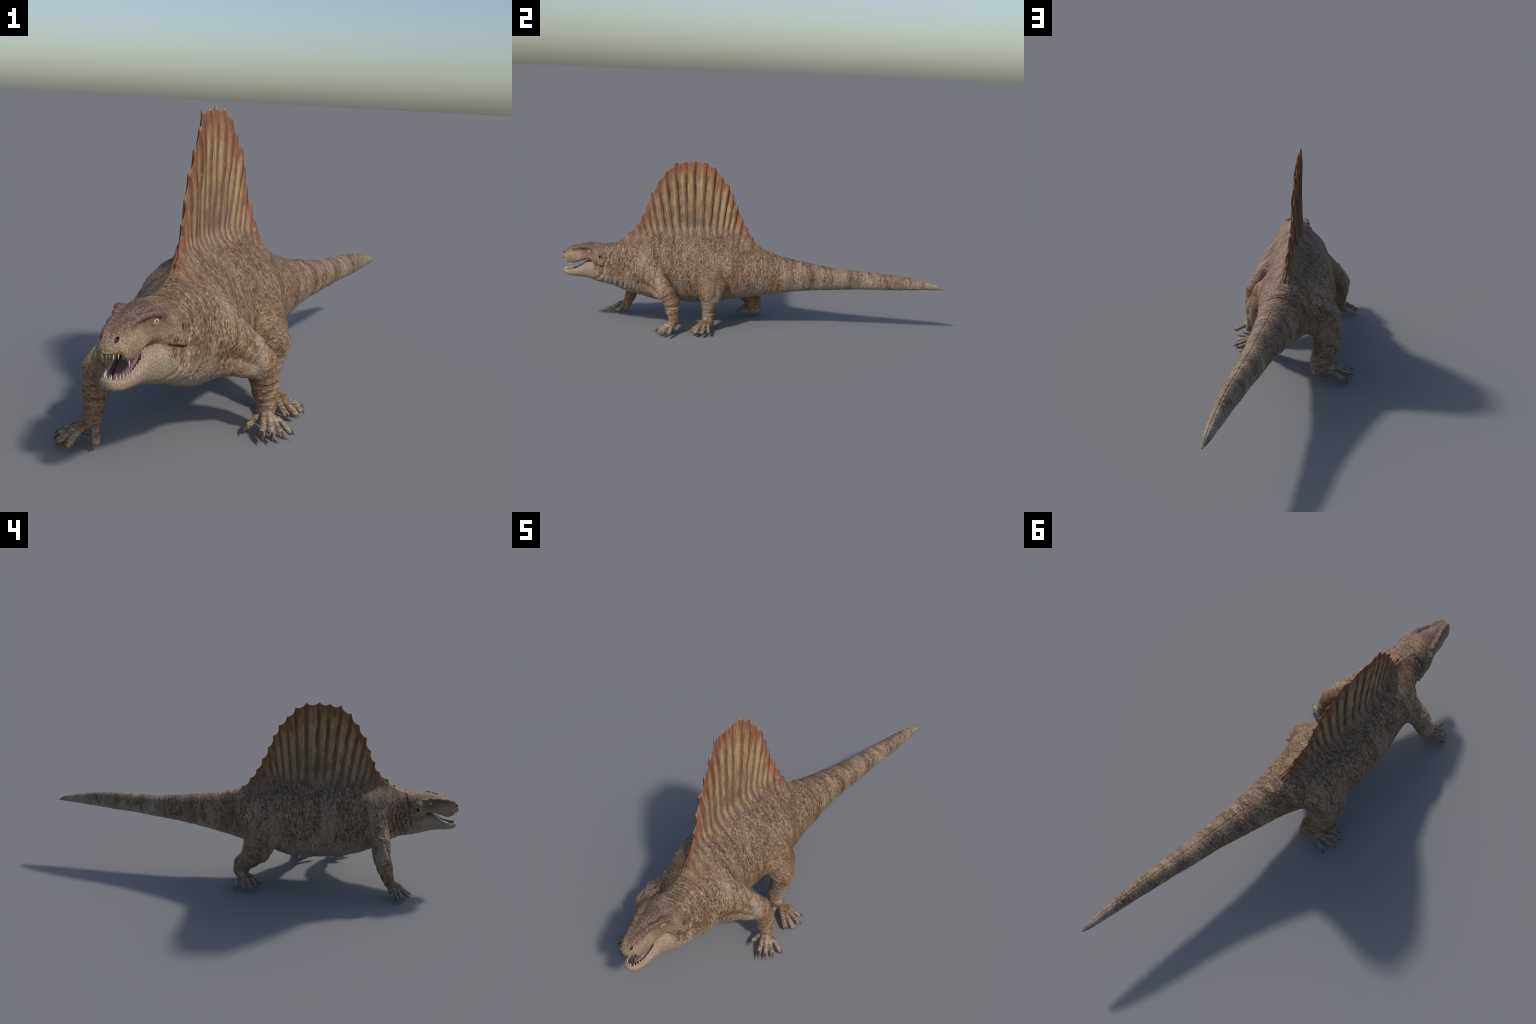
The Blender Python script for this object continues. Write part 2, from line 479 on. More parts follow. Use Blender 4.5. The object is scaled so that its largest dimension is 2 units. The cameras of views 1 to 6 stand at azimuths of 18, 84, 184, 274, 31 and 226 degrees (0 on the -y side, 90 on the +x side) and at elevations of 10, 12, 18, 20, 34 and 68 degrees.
# ------------------------------------------------------------------ materials
class Nodes:
    def __init__(self, name):
        self.m = bpy.data.materials.new(name); self.m.use_nodes = True
        self.t = self.m.node_tree; self.t.nodes.clear()
        self.out = self.t.nodes.new('ShaderNodeOutputMaterial')
        self.bsdf = self.t.nodes.new('ShaderNodeBsdfPrincipled')
        self.t.links.new(self.bsdf.outputs[0], self.out.inputs[0])
        tc = self.t.nodes.new('ShaderNodeTexCoord'); self.P = tc.outputs['Object']
        sp = self.t.nodes.new('ShaderNodeSeparateXYZ'); self.t.links.new(self.P, sp.inputs[0])
        self.x, self.y, self.z = sp.outputs
    def new(self, t): return self.t.nodes.new(t)
    def set(self, sock, v):
        if isinstance(v, bpy.types.NodeSocket): self.t.links.new(v, sock)
        elif isinstance(v, tuple) and len(v) == 3 and sock.type == 'RGBA': sock.default_value = (*v, 1)
        else: sock.default_value = v
    def math(self, op, a, b=0.0, c=0.0, clamp=False):
        n = self.new('ShaderNodeMath'); n.operation = op; n.use_clamp = clamp
        for i, v in enumerate((a, b, c)): self.set(n.inputs[i], v)
        return n.outputs[0]
    def step(self, a, b, v, lo=0.0, hi=1.0):
        n = self.new('ShaderNodeMapRange'); n.interpolation_type = 'SMOOTHSTEP'
        flip = a > b
        if flip: a, b, lo, hi = b, a, hi, lo
        for i, q in enumerate((v, a, b, lo, hi)): self.set(n.inputs[i], q)
        return n.outputs[0]
    def scaled(self, s, rotation=(0, 0, 0), P=None):
        P = P or self.P
        if any(rotation):                       # turn first, stretch afterwards
            r = self.new('ShaderNodeMapping'); self.set(r.inputs[0], P)
            r.inputs['Rotation'].default_value = rotation; P = r.outputs[0]
        n = self.new('ShaderNodeMapping'); self.set(n.inputs[0], P)
        n.inputs['Scale'].default_value = s
        return n.outputs[0]
    def noise(self, vec, scale=1.0, detail=2.0, rough=.5, dist=0.0):
        n = self.new('ShaderNodeTexNoise'); self.set(n.inputs['Vector'], vec)
        n.inputs['Scale'].default_value = scale; n.inputs['Detail'].default_value = detail
        n.inputs['Roughness'].default_value = rough; n.inputs['Distortion'].default_value = dist
        return n.outputs[0]
    def voronoi(self, vec, scale=1.0, feature='F1', out=0):
        n = self.new('ShaderNodeTexVoronoi'); n.feature = feature; self.set(n.inputs['Vector'], vec)
        n.inputs['Scale'].default_value = scale
        return n.outputs[out]
    def mix(self, f, a, b, mode='MIX'):
        n = self.new('ShaderNodeMix'); n.data_type = 'RGBA'; n.blend_type = mode
        self.set(n.inputs[0], f); self.set(n.inputs[6], a); self.set(n.inputs[7], b)
        return n.outputs[2]
    def mixf(self, f, a, b):
        n = self.new('ShaderNodeMix'); n.data_type = 'FLOAT'
        self.set(n.inputs[0], f); self.set(n.inputs[2], a); self.set(n.inputs[3], b)
        return n.outputs[0]
    def ramp(self, v, stops):
        n = self.new('ShaderNodeValToRGB'); self.set(n.inputs[0], v)
        e = n.color_ramp.elements
        while len(e) < len(stops): e.new(.5)
        for k, (p, c) in zip(e, stops): k.position = p; k.color = (*c, 1)
        return n.outputs[0]
    def curve(self, v, pts, x0, x1, y0, y1):
        """piecewise linear map through pts"""
        n = self.new('ShaderNodeFloatCurve')
        t = self.math('DIVIDE', self.math('SUBTRACT', v, x0), x1 - x0)
        self.set(n.inputs['Value'], t)
        c = n.mapping.curves[0]; n.mapping.use_clip = False
        P = [((a - x0) / (x1 - x0), (b - y0) / (y1 - y0)) for a, b in pts]
        while len(c.points) < len(P): c.points.new(.5, .5)
        for q, (a, b) in zip(c.points, P): q.location = (a, b); q.handle_type = 'VECTOR'
        n.mapping.update()
        return self.math('MULTIPLY_ADD', n.outputs[0], y1 - y0, y0)
    def bump(self, h, strength=.3, dist=.002):
        n = self.new('ShaderNodeBump'); n.inputs['Strength'].default_value = strength
        n.inputs['Distance'].default_value = dist; self.set(n.inputs['Height'], h)
        self.set(self.bsdf.inputs['Normal'], n.outputs[0])
    def finish(self, col, rough=.75, spec=.25):
        self.set(self.bsdf.inputs['Base Color'], col); self.set(self.bsdf.inputs['Roughness'], rough)
        self.bsdf.inputs['Specular IOR Level'].default_value = spec
        return self.m

DARK = (.048, .030, .027); PLUM = (.064, .041, .041); BROWN = (.135, .073, .036)
TAN = (.250, .150, .080); SAND = (.368, .256, .156); CREAM = (.45, .35, .242)

def streak_fields(k, rotation=(0, 0, 0)):
    """scaly flecks stretched across the y axis of a rotated frame"""
    fine = k.noise(k.scaled((92, 255, 92), rotation), 1, 3, .62)
    mid = k.noise(k.scaled((26, 80, 26), rotation), 1, 2, .5, .4)
    return k.math('MULTIPLY_ADD', fine, .74, k.math('MULTIPLY', mid, .26))

def axis_rotation(d):
    """Mapping rotation that turns direction d onto +y"""
    q = Vector(d).normalized().rotation_difference(Vector((0, 1, 0)))
    return tuple(q.to_euler('XYZ'))

def sail_colour(k):
    den = k.math('ADD', k.z, -FAN[1])
    th = k.math('DIVIDE', k.math('ADD', k.y, -FAN[0]), den)
    t0, t1 = spine_theta[0] - .01, spine_theta[-1] + .01
    idx = k.curve(th, list(zip(spine_theta, range(len(SPINES)))), t0, t1, 0, len(SPINES))
    er = k.curve(th, list(zip(spine_theta, spine_r)), t0, t1, .8, 1.6)
    edge = k.math('SUBTRACT', er, den)                       # depth below the rim
    fr = k.math('FRACT', idx)
    near = k.math('MULTIPLY', k.math('ABSOLUTE', k.math('SUBTRACT', fr, .5)), 2)  # 1 on a spine
    cv = k.new('ShaderNodeCombineXYZ')
    k.set(cv.inputs[0], k.math('MULTIPLY', th, 95)); k.set(cv.inputs[1], k.math('MULTIPLY', den, 13)); k.set(cv.inputs[2], k.math('MULTIPLY', k.x, 4))
    fibre = k.noise(cv.outputs[0], 1.0, 4, .6, .3)
    cw = k.new('ShaderNodeCombineXYZ')
    k.set(cw.inputs[0], k.math('MULTIPLY', k.math('ROUND', idx), 3.7)); k.set(cw.inputs[1], k.math('MULTIPLY', den, 11))
    patch = k.noise(cw.outputs[0], 1.0, 2, .5)
    grain = k.noise(k.scaled((160, 300, 120)), 1, 2, .6)
    panel = k.ramp(fibre, [(.25, (.225, .125, .058)), (.42, (.355, .228, .112)), (.60, (.455, .325, .178)), (.8, (.52, .395, .245))])
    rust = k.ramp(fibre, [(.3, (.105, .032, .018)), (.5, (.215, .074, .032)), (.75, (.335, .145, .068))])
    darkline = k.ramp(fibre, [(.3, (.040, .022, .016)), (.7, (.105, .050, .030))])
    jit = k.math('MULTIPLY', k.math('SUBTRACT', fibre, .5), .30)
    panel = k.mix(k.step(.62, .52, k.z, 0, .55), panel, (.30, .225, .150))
    painted_shade = k.step(.36, .06, k.math('ADD', fr, jit))           # ridge shading painted dark on the side away from the sun
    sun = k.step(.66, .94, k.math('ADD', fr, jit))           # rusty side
    c = k.mix(k.math('MULTIPLY', painted_shade, .94), panel, darkline)
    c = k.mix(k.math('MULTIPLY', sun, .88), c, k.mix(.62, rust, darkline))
    ch = k.new('ShaderNodeCombineXYZ')
    k.set(ch.inputs[0], k.math('MULTIPLY', th, 330)); k.set(ch.inputs[1], k.math('MULTIPLY', den, 55)); k.set(ch.inputs[2], k.math('MULTIPLY', k.x, 30))
    hair = k.noise(ch.outputs[0], 1.0, 3, .65)
    c = k.mix(k.step(.52, .70, hair, 0, .42), c, (.135, .072, .040))
    c = k.mix(k.step(.46, .30, hair, 0, .30), c, (.50, .39, .25))
    # pale crest on the lower half of each spine
    crest = k.math('MULTIPLY', k.step(.90, .975, near), k.step(.74, .60, k.z))
    c = k.mix(k.math('MULTIPLY', crest, .65), c, (.36, .27, .19))
    rim = k.step(.125, .015, k.math('ADD', edge, k.math('MULTIPLY', k.math('SUBTRACT', patch, .5), .20)))
    rim = k.math('MULTIPLY', rim, k.math('MULTIPLY', k.step(-.72, -.62, k.y, .25, 1.0), k.step(.06, -.02, k.y, .25, 1.0)))
    c = k.mix(k.math('MULTIPLY', rim, .85), c, rust)
    rp = k.math('MULTIPLY', k.step(.48, .68, patch), k.math('MULTIPLY_ADD', near, .6, .2))
    c = k.mix(k.math('MULTIPLY', rp, .6), c, rust)
    # smoky patch in the lower middle
    smoke = k.math('MULTIPLY', k.step(.20, .03, k.math('ABSOLUTE', k.math('ADD', k.y, .33))), k.math('MULTIPLY', k.step(.50, .56, k.z), k.step(.70, .60, k.z)))
    smoke = k.math('MULTIPLY', smoke, k.step(.35, .62, k.noise(k.scaled((9, 30, 16)), 1, 2, .5)))
    c = k.mix(k.math('MULTIPLY', smoke, .7), c, (.12, .085, .058))
    c = k.mix(k.math('MULTIPLY', k.step(.008, .002, k.math('ABSOLUTE', edge)), k.step(.53, .60, k.z, 0, .55)), c, (.40, .27, .17))
    c = k.mix(k.step(.45, .75, grain, 0, .28), c, (.10, .055, .035))
    return c, fibre, grain

def skin_colour(k, kind, upper=None):
    """kind: trunk, head, jaw or limb; upper: (origin, direction) of a limb.
    Every kind starts from the trunk colours so that neighbouring parts meet without a seam."""
    st = streak_fields(k)
    low = k.noise(k.scaled((5, 11, 4)), 1, 3, .55, .3)
    blot = k.noise(k.scaled((15, 30, 10)), 1, 3, .6, .5)
    cells = k.voronoi(k.scaled((190, 270, 190)), 1, 'DISTANCE_TO_EDGE')
    if kind == 'limb':
        (o, d) = upper
        dot = k.new('ShaderNodeVectorMath'); dot.operation = 'DOT_PRODUCT'
        k.set(dot.inputs[0], k.P); dot.inputs[1].default_value = tuple(Vector(d).normalized())
        al = k.math('SUBTRACT', dot.outputs['Value'], float(Vector(o).dot(Vector(d).normalized())))
        mu = k.step(.02, .09, al)
        m_low = k.step(.19, .14, k.z)
        st = k.mixf(mu, st, streak_fields(k, axis_rotation(d)))
        st = k.mixf(m_low, st, streak_fields(k, axis_rotation((0, 0, 1))))
    if kind in ('head', 'jaw'):
        grit = k.noise(k.scaled((1, 1, 1)), 300, 3, .6)
        st = k.mixf(k.step(-.77, -.84, k.y, 0, .85), st, k.math('MULTIPLY_ADD', grit, .7, .15))
    tone = k.math('ADD', k.math('MULTIPLY', k.math('SUBTRACT', st, .5), 3.6),
                  k.math('MULTIPLY', k.math('SUBTRACT', blot, .5), .55))
    tone = k.math('ADD', tone, .475)
    if kind == 'limb':
        tone = k.mixf(k.math('MULTIPLY', k.math('MAXIMUM', mu, m_low), .30), tone, .58)
    flank = k.ramp(tone, [(.05, DARK), (.30, BROWN), (.52, TAN), (.76, SAND), (.98, CREAM)])
    back = k.ramp(tone, [(.10, PLUM), (.36, (.118, .070, .046)), (.62, (.225, .143, .084)), (.95, (.39, .285, .185))])
    pale = k.ramp(tone, [(.0, (.165, .12, .084)), (.32, (.28, .22, .158)), (.6, (.37, .305, .225)), (.95, (.47, .40, .31))])
    # drifting hue: rusty here, grey-olive there
    hue = k.noise(k.scaled((30, 70, 24)), 1, 2, .6)
    flank = k.mix(k.step(.50, .72, hue, 0, .30), flank, (.215, .105, .055))
    flank = k.mix(k.step(.50, .30, hue, 0, .25), flank, (.20, .165, .115))
    lowc = k.math('MULTIPLY', k.math('SUBTRACT', low, .5), .22)
    zz = k.math('ADD', k.z, lowc)
    aft = k.math('MAXIMUM', k.y, 0.0); fore = k.math('MAXIMUM', k.math('SUBTRACT', -.55, k.y), 0.0)
    top = k.step(.33, .47, k.math('ADD', zz, k.math('MULTIPLY', aft, .14)))
    belly = k.step(.27, .188, k.math('SUBTRACT', zz, k.math('ADD', k.math('MULTIPLY', aft, .075), k.math('MULTIPLY', fore, .20))))
    # soft cross bands over the flanks
    sash = k.noise(k.scaled((2.5, 15, 2.5)), 1, 2, .5, .4)
    flank = k.mix(k.step(.52, .66, sash, 0, .38), flank, BROWN)
    flank = k.mix(k.step(.46, .34, sash, 0, .38), flank, (.39, .30, .20))
    c = k.mix(k.math('MULTIPLY', top, .8), flank, back)
    c = k.mix(k.math('MULTIPLY', belly, .92), c, pale)
    if kind == 'trunk':
        # irregular cross bands on the tail
        band = k.noise(k.scaled((3, 17, 3)), 1, 2, .6)
        bm = k.math('MULTIPLY', k.step(.02, .25, k.y), k.step(.47, .60, band))
        c = k.mix(k.math('MULTIPLY', bm, .28), c, DARK)
        bl = k.math('MULTIPLY', k.step(.02, .25, k.y), k.step(.50, .36, band))
        c = k.mix(k.math('MULTIPLY', bl, .25), c, (.38, .31, .22))
    elif kind == 'head':
        m = k.step(-.775, -.845, k.math('ADD', k.y, k.math('MULTIPLY', k.math('SUBTRACT', blot, .5), .05)))
        face = k.ramp(tone, [(.0, (.165, .098, .056)), (.35, (.265, .175, .104)), (.6, (.355, .252, .158)), (.95, (.445, .345, .235))])
        crown = k.step(.390, .425, k.math('ADD', k.math('ADD', k.z, k.math('MULTIPLY', k.math('ADD', k.y, .86), -.12)), k.math('MULTIPLY', k.math('SUBTRACT', blot, .5), .045)))
        speck = k.step(.47, .60, k.noise(k.scaled((150, 190, 150)), 1, 2, .6), 0, .75)
        f = k.mix(k.math('MULTIPLY', crown, .9), face, k.mix(speck, back, PLUM))
        # rusty stain round the eye and under the brow
        ey = k.math('ADD', k.math('POWER', k.math('DIVIDE', k.math('ADD', k.y, .862), .040), 2.0), k.math('POWER', k.math('DIVIDE', k.math('SUBTRACT', k.z, .392), .024), 2.0))
        stain = k.step(1.9, .1, k.math('ADD', ey, k.math('MULTIPLY', k.math('SUBTRACT', blot, .5), 1.6)))
        f = k.mix(k.math('MULTIPLY', stain, .65), f, (.125, .066, .036))
        c = k.mix(m, c, f)
    elif kind == 'jaw':
        m = k.step(-.775, -.835, k.math('ADD', k.y, k.math('MULTIPLY', k.math('SUBTRACT', blot, .5), .06)))
        jc = k.ramp(tone, [(.0, (.18, .128, .084)), (.35, (.285, .215, .148)), (.6, (.37, .29, .205)), (.95, (.455, .37, .275))])
        c = k.mix(m, c, k.mix(k.step(.45, .78, blot, 0, .35), jc, TAN))
    elif kind == 'limb':
        pm = k.math('MULTIPLY', k.step(.50, .66, low), .75)
        lc = k.mix(pm, flank, pale)
        ring = k.step(.55, .72, k.noise(k.scaled((8, 8, 60)), 1, 2, .5))
        lc = k.mix(k.math('MULTIPLY', k.math('MULTIPLY', ring, m_low), .35), lc, BROWN)
        foot = k.step(.062, .045, k.z)
        digit = k.ramp(tone, [(.1, (.075, .050, .036)), (.4, (.22, .162, .112)), (.75, (.38, .31, .23))])
        lc = k.mix(k.math('MULTIPLY', foot, .8), lc, digit)
        c = k.mix(k.math('MAXIMUM', mu, m_low), c, lc)
    c = k.mix(k.step(.12, .02, cells, 0, .30), c, DARK)
    return c, st, cells

def skin_material(name, kind, upper=None, with_sail=False):
    k = Nodes(name)
    c, st, cells = skin_colour(k, kind, upper)
    h = k.math('ADD', k.math('MULTIPLY', st, 1.5), k.math('MULTIPLY', k.step(.0, .25, cells), .30))
    if with_sail:
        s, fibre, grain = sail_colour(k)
        m = k.step(.47, .535, k.math('ADD', k.z, k.math('MULTIPLY', k.math('SUBTRACT', k.noise(k.scaled((20, 90, 20)), 1, 2, .5), .5), .09)))
        # the rusty rim reaches lower at the front and rear ends
        ends = k.math('MULTIPLY', k.step(.16, .34, k.math('ABSOLUTE', k.math('ADD', k.y, .32))), k.step(.405, .475, k.z))
        inside = k.math('MULTIPLY', k.step(-.73, -.66, k.y), k.step(.07, .0, k.y))
        m = k.math('MAXIMUM', m, k.math('MULTIPLY', k.math('MULTIPLY', ends, .6), inside))
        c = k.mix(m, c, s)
    k.bump(h, .55, .0024)
    return k.finish(c, .62, .32)

def simple_material(name, stops, scale, rough=.5, spec=.4, bump=0.0, stretch=(1, 1, 1)):
    k = Nodes(name)
    n = k.noise(k.scaled(stretch), scale, 4, .6)
    c = k.ramp(n, stops)
    if bump: k.bump(n, bump, .001)
    return k.finish(c, rough, spec)

def claw_material():
    k = Nodes('claw_horn')
    n = k.noise(k.scaled((220, 220, 40)), 1, 3, .6)
    c = k.ramp(n, [(.3, (.045, .022, .013)), (.6, (.095, .044, .023)), (.85, (.16, .08, .042))])
    c = k.mix(k.step(.5, 1.0, k.y), c, (.15, .068, .032))
    c = k.mix(k.step(.22, .0, k.y, 0, .75), c, (.05, .03, .022))
    return k.finish(c, .42, .4)

def tooth_material():
    k = Nodes('tooth_enamel')
    c = k.mix(k.step(.0, .6, k.y), (.50, .36, .20), (.72, .64, .48))
    return k.finish(c, .35, .5)

def eye_material():
    k = Nodes('eye_ball')
    r = k.math('SQRT', k.math('ADD', k.math('MULTIPLY', k.y, k.y), k.math('MULTIPLY', k.z, k.z)))
    n = k.noise(k.scaled((1, 1, 1)), 900, 3, .6)
    iris = k.ramp(n, [(.3, (.30, .22, .10)), (.7, (.55, .46, .27))])
    c = k.mix(k.step(.0052, .0058, r), iris, (.42, .36, .26))
    c = k.mix(k.step(.0026, .0020, r), c, (.012, .012, .016))
    return k.finish(c, .12, .6)

# ------------------------------------------------------------------ build
def link(o, parent=None):
    bpy.context.scene.collection.objects.link(o)
    if parent: o.parent = parent
    return o

def make_piece(name, V, Q, N, mat, parent):
    used, inv = np.unique(Q, return_inverse=True)
    me = bpy.data.meshes.new(name)
    q = inv.reshape(-1, 4)
    me.vertices.add(len(used)); me.vertices.foreach_set('co', V[used].astype(np.float32).ravel())
    me.loops.add(q.size); me.loops.foreach_set('vertex_index', q.astype(np.int32).ravel())
    me.polygons.add(len(q)); me.polygons.foreach_set('loop_start', np.arange(0, q.size, 4, dtype=np.int32))
    me.update(calc_edges=True); me.validate()
    me.polygons.foreach_set('use_smooth', np.ones(len(me.polygons), bool))
    me.normals_split_custom_set_from_vertices(N[used].astype(np.float32))
    me.materials.append(mat)
    return link(bpy.data.objects.new(name, me), parent)

def build_body(root):
    V, Q = mesh_surface()
    V = project(V, 3, VOXEL * 1.2)
    V = relax(V, Q, 2, .45)
    V = project(V, 1)
    V, Q = subdivide(V, Q)
    V = project(relax(V, Q, 1, .5), 1)
    N = vertex_normals(V, Q)
    V = V + N * relief(V, N)[:, None]
    N = vertex_normals(V, Q)

    # faces to parts
    C = V[Q].mean(1); o = np.argsort(C[:, 1], kind='stable')
    F, G = body(C[o], True)
    lab = np.full(len(C), 0); lo = np.zeros(len(C), int); best = G['trunk'].copy()
    yy = C[o][:, 1]; zz = C[o][:, 2]
    names = ['torso', 'neck', 'tail', 'head', 'lower_jaw', 'palate', 'mouth_floor', 'ear_and_nostril_lining']
    lo[:] = np.where(yy < -.655, 1, np.where(yy > .05, 2, 0))
    limb_ids = {}
    for nm, L in LIMBS.items():
        s, bone, palm, digs = G[nm]
        i0 = len(names); names += [nm, nm + ':extremity'] + [nm + ':digit%d' % j for j in range(5)]
        for off, d in [(0, bone), (1, palm)] + [(2 + j, dd + .002) for j, dd in enumerate(digs)]:
            dd = d - (.006 if off == 0 else 0)
            m = dd < best[s]
            best[s] = np.where(m, dd, best[s]); lo[s] = np.where(m, i0 + off, lo[s])
    s, sk, jw, vault, trough = G['head']
    bs = best[s]; l = lo[s]
    m = sk < bs + .004; l = np.where(m & (yy[s] < -.768), 3, l); bs = np.where(m, sk, bs)
    m = (jw < bs) & (yy[s] < -.768); l = np.where(m, 4, l)
    inm = yy[s] < -.82
    l = np.where(inm & (l == 3) & (vault < .0015) & (sk > -.004), 5, l)
    l = np.where(inm & (l == 4) & (trough < .0015), 6, l)
    hole = np.full(len(l), BIG)
    for side in (1, -1):
        for c, r, q in face_holes(side):
            hole = np.minimum(hole, ellipsoid(C[o][s], c, r, q))
    l = np.where((l == 3) & (hole < .0012), 7, l)
    lo[s] = l
    lab[o] = lo

    trunk_m = skin_material('trunk_skin', 'trunk', None, True)
    head_m = skin_material('head_skin', 'head')
    jaw_m = skin_material('jaw_skin', 'jaw')
    gum_m = simple_material('mouth_lining', [(.3, (.045, .022, .020)), (.55, (.11, .055, .048)), (.8, (.20, .10, .085))], 60, .42, .45, .3)
    out = {}
    mats = {'torso': trunk_m, 'neck': trunk_m, 'tail': trunk_m, 'head': head_m, 'lower_jaw': jaw_m, 'palate': gum_m, 'mouth_floor': gum_m}
    for i in (0, 1, 2, 3, 4):
        out[names[i]] = make_piece(names[i], V, Q[lab == i], N, mats[names[i]], root)
    out['palate'] = make_piece('palate', V, Q[lab == 5], N, gum_m, out['head'])
    make_piece('ear_and_nostril_lining', V, Q[lab == 7], N, gum_m, out['head'])
    out['mouth_floor'] = make_piece('mouth_floor', V, Q[lab == 6], N, gum_m, out['lower_jaw'])
    for nm, L in LIMBS.items():
        fore = nm.startswith('fore')
        a, b = Vector(L['bones'][0][0]), Vector(L['bones'][1][1])
        mat = skin_material(('forelimb' if fore else 'hindlimb') + '_skin', 'limb', (a + (b - a) * .35, b - a))
        i0 = names.index(nm)
        out[nm] = make_piece('forelimb' if fore else 'hindlimb', V, Q[lab == i0], N, mat, root)
        ext = make_piece('hand' if fore else 'foot', V, Q[lab == i0 + 1], N, mat, root)
        out[nm + ':ext'] = ext
        for j in range(5):
            f = Q[lab == i0 + 2 + j]
            if len(f): make_piece('finger' if fore else 'toe', V, f, N, mat, ext)
    return out

def grid_mesh(name, rings, closed=True, cap=True):
    """skin a list of rings (n x 3)"""
    n = len(rings[0]); verts = np.concatenate(rings); faces = []
    for i in range(len(rings) - 1):
        for j in range(n if closed else n - 1):
            a, b = i * n + j, i * n + (j + 1) % n
            faces.append((a, b, b + n, a + n))
    if cap: faces += [tuple(range(n))[::-1], tuple(range((len(rings) - 1) * n, len(rings) * n))]
    me = bpy.data.meshes.new(name); me.from_pydata(verts.tolist(), [], faces); me.update()
    me.polygons.foreach_set('use_smooth', np.ones(len(faces), bool))
    return me

def claw_mesh():
    """unit claw along +y, hooked downward"""
    rings = []
    for t in np.linspace(0, 1, 15):
        r = .235 * (1 - t ** 1.5) ** .9 + .006
        cy = t; cz = .10 * math.sin(t * math.pi * .9) - .16 * t * t
        a = np.linspace(0, 2 * math.pi, 14, endpoint=False)
        rings.append(np.stack([np.cos(a) * r * .82, np.full(14, cy), cz + np.sin(a) * r * np.where(np.sin(a) < 0, .75, 1.05)], 1))
    return grid_mesh('claw', rings)

def tooth_mesh():
    rings = []
    for t in np.linspace(0, 1, 8):
        r = .17 * (1 - t ** 1.6) + .008
        a = np.linspace(0, 2 * math.pi, 10, endpoint=False)
        rings.append(np.stack([np.cos(a) * r * .85, np.full(10, t), np.sin(a) * r * 1.1 - .10 * t * t], 1))
    return grid_mesh('tooth', rings)

def aim(obj, base, tip, up=(0, 0, 1), fat=1.0):
    base, tip = Vector(base), Vector(tip)
    y = tip - base; ln = y.length; y.normalize()
    x = y.cross(Vector(up)).normalized(); z = x.cross(y)
    M = Matrix((x, y, z)).transposed().to_4x4()
    obj.matrix_local = Matrix.Translation(base) @ M @ Matrix.Diagonal((ln * fat, ln, ln * fat, 1))

def build_claws(parts):
    me = claw_mesh(); me.materials.append(claw_material())
    for nm, L in LIMBS.items():
        for root, tip, claw in L['digits']:
            tip, claw = Vector(tip), Vector(claw)
            d = (claw - tip)
            base = tip - d * .18 + Vector((0, 0, .0035))
            end = claw + d.normalized() * .0
            o = link(bpy.data.objects.new('claw', me), parts[nm + ':ext'])
            aim(o, base, end, fat=max(.75, .0265 / (end - base).length * .95))

def build_teeth(parts):
    me = tooth_mesh(); me.materials.append(tooth_material())
    w, zt, zw, lip = skull_f; wj, rim, zj, zb = jaw_f
    rng = np.random.default_rng(3)
    for s in (1, -1):
        # upper row: (y, sideways factor, length)
        rows = [(-.988, .30, .011), (-.986, .75, .012), (-.979, .90, .011), (-.968, .93, .011), (-.9585, .95, .012), (-.951, .97, .020), (-.942, .97, .007)]
        rows += [(-.934 + i * .0090, .90, .0050 - .0003 * i) for i in range(6)]
        for y, f, ln in rows:
            ln *= rng.uniform(.9, 1.1)
            x = head_x(y) + s * max(w(y) * f - .006, .004)
            z = lip(y) + .004
            o = link(bpy.data.objects.new('tooth', me), parts['head'])
            aim(o, (x, y, z), (x + s * rng.uniform(-.001, .0015), y + rng.uniform(-.002, .001), z - ln - .004), up=(0, -1, 0), fat=.8 if ln < .018 else .6)
        rows = [(-.983, .25, .009), (-.981, .62, .010), (-.974, .82, .010), (-.966, .88, .009), (-.956, .90, .010), (-.947, .92, .008)]
        rows += [(-.938 + i * .0085, .90, .0035 - .0002 * i) for i in range(7)]
        for y, f, ln in rows:
            ln *= rng.uniform(.85, 1.15)
            x = head_x(y) + s * max(wj(y) * f - .0085, .003)
            z = rim(y) - .006
            o = link(bpy.data.objects.new('tooth', me), parts['lower_jaw'])
            aim(o, (x, y, z), (x + s * .001, y - .001, z + ln + .005), up=(0, 1, 0), fat=.7)

def build_tongue(parts):
    rings = []
    for t in np.linspace(0, 1, 20):
        y = -.958 + t * .11
        w = .021 * math.sin(min(1, t * 1.6 + .12) * math.pi / 2) ** .7 * (1 if t < .9 else 1)
        if t == 0: w = .004
        zc = float(jaw_f[1](y)) - .013 + .004 * t
        a = np.linspace(0, 2 * math.pi, 20, endpoint=False)
        zz = np.sin(a) * .0075 - .003 * np.exp(-(np.cos(a) / .25) ** 2) * (np.sin(a) > 0)
        rings.append(np.stack([head_x(y) + np.cos(a) * w, np.full(20, y), zc + zz], 1))
    me = grid_mesh('tongue', rings)
    me.materials.append(simple_material('tongue_flesh', [(.3, (.10, .062, .058)), (.6, (.18, .118, .11)), (.85, (.27, .19, .175))], 140, .45, .4, .4))
    link(bpy.data.objects.new('tongue', me), parts['lower_jaw'])

def build_eyes(parts):
    import bmesh
    bm = bmesh.new(); bmesh.ops.create_uvsphere(bm, u_segments=32, v_segments=20, radius=.0118)
    me = bpy.data.meshes.new('eye'); bm.to_mesh(me); bm.free()
    me.polygons.foreach_set('use_smooth', np.ones(len(me.polygons), bool))
    me.materials.append(eye_material())
    for s in (1, -1):
        o = link(bpy.data.objects.new('eye', me), parts['head'])
        e = eye_centre(s) + np.array([s * .0004, 0, 0])
        o.location = e
        o.rotation_euler = (0, 0, math.radians(0 if s > 0 else 180) + math.radians(-30 * s))

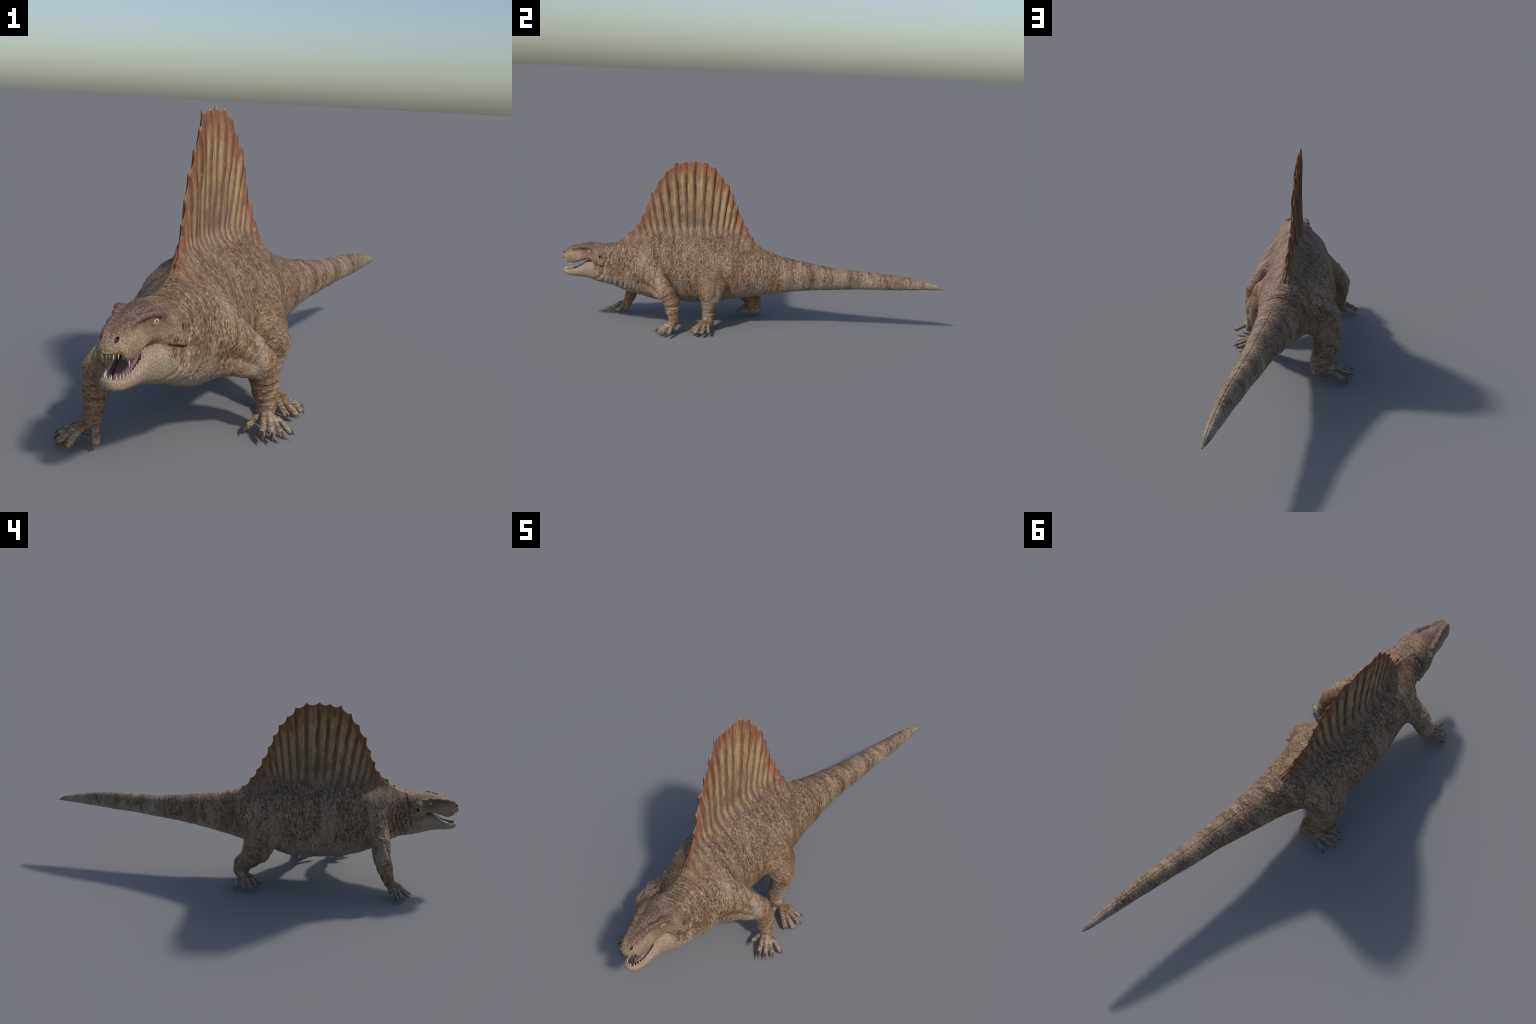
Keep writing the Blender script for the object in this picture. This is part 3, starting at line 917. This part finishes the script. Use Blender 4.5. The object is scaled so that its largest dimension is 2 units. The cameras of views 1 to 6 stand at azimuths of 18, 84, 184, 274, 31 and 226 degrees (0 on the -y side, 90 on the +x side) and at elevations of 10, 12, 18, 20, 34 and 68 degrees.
def build_sail(root):
    """membrane stretched between the spines, scalloped along the rim"""
    n = len(SPINES); sub = 12; rows = 90
    tips = np.array(SPINES)
    z0 = .40
    us = np.linspace(0, n - 1, (n - 1) * sub + 1)
    edge = []
    for u in us:
        i = min(int(u), n - 2); t = u - i
        A, B = tips[i], tips[i + 1]; d = B - A; ln = np.linalg.norm(d)
        nrm = np.array([d[1], -d[0]]) / ln
        if nrm[1] > 0: nrm = -nrm
        p = A + d * t + nrm * min(.22 * ln, .0105) * (1 - abs(2 * t - 1) ** 2.0)
        edge.append(p)
    edge = np.array(edge)
    spike = np.clip(1 - np.abs(us - np.round(us)) / .26, 0, 1)[:, None] ** 1.4 * (sstep(2, 5, us) * (1 - sstep(n - 6, n - 3, us)))[:, None]
    out = edge - np.array(FAN); edge = edge + out / np.linalg.norm(out, axis=1, keepdims=True) * spike * .004
    th = np.interp(us, np.arange(n), spine_theta)
    base = np.stack([FAN[0] + th * (z0 - FAN[1]), np.full(len(us), z0)], 1)
    # near both ends the sail root must stay below the rim
    base[:, 1] = np.minimum(base[:, 1], edge[:, 1] - .03)
    base[:, 0] = FAN[0] + th * (base[:, 1] - FAN[1])
    v = np.linspace(0, 1, rows) ** .9
    G = base[:, None, :] + (edge - base)[:, None, :] * v[None, :, None]
    yy, zz = G[..., 0], G[..., 1]
    dist = np.linalg.norm(edge[:, None, :] - G, axis=2)
    f = np.abs(us - np.round(us))[:, None]
    broad = np.cos(np.clip(f / .46, 0, 1) * math.pi / 2) ** 1.4
    crest = np.clip(1 - f / .16, 0, 1)
    wob = vnoise(us[:, None] * 1.7 + 0 * zz, zz * 14, 0 * zz, 31)
    half = .0020 + .0012 * sstep(.0, .05, dist) + .0020 * (1 - sstep(.45, .58, zz))
    half += (broad * .0046 + crest * .0038) * (.35 + .65 * sstep(.0, .07, dist)) * (1 + .25 * wob)
    half *= .30 + .70 * sstep(0, .008, dist)
    half += .0007 * vnoise(us[:, None] * 5 + 0 * zz, zz * 30, 0 * zz, 33) * sstep(0, .03, dist)
    xc = sail_x(yy, zz) + .0010 * wob * sstep(.45, .6, zz)
    # slight pleating: neighbouring spines lean to either side
    xc = xc + .0018 * np.sin(us * math.pi)[:, None] * sstep(.45, .6, zz)
    nu, nv = yy.shape
    L = np.stack([xc + half, yy, zz], -1).reshape(-1, 3)
    R = np.stack([xc - half, yy, zz], -1).reshape(-1, 3)
    i, j = np.meshgrid(np.arange(nu - 1), np.arange(nv - 1), indexing='ij')
    a = (i * nv + j).ravel(); q = np.stack([a, a + nv, a + nv + 1, a + 1], 1)
    off = nu * nv
    faces = np.concatenate([q, (q + off)[:, ::-1]])
    rim = np.arange(nu) * nv + nv - 1
    e = np.stack([rim[:-1], rim[1:], rim[1:] + off, rim[:-1] + off], 1)
    bot = np.arange(nu) * nv
    e2 = np.stack([bot[:-1], bot[:-1] + off, bot[1:] + off, bot[1:]], 1)
    s1 = np.arange(nv - 1)
    e3 = np.stack([s1, s1 + 1, s1 + 1 + off, s1 + off], 1)
    b = (nu - 1) * nv
    e4 = np.stack([b + s1, b + s1 + off, b + s1 + 1 + off, b + s1 + 1], 1)
    me = bpy.data.meshes.new('sail')
    me.from_pydata(np.concatenate([L, R]).tolist(), [], np.concatenate([faces, e, e2, e3, e4]).tolist())
    me.update()
    me.polygons.foreach_set('use_smooth', np.ones(len(me.polygons), bool))
    k = Nodes('sail_membrane')
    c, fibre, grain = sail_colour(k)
    k.bump(k.math('ADD', fibre, k.math('MULTIPLY', grain, .6)), .5, .0025)
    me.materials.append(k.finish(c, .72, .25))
    return link(bpy.data.objects.new('sail', me), root)

def main():
    root = bpy.data.objects.new('sail_backed_reptile', None)
    link(root)
    root['label'] = 'sail-backed prehistoric reptile striding with open toothy mouth'
    root['category'] = 'prehistoric animal'
    parts = build_body(root)
    build_sail(root)
    build_claws(parts); build_teeth(parts); build_tongue(parts); build_eyes(parts)

main()
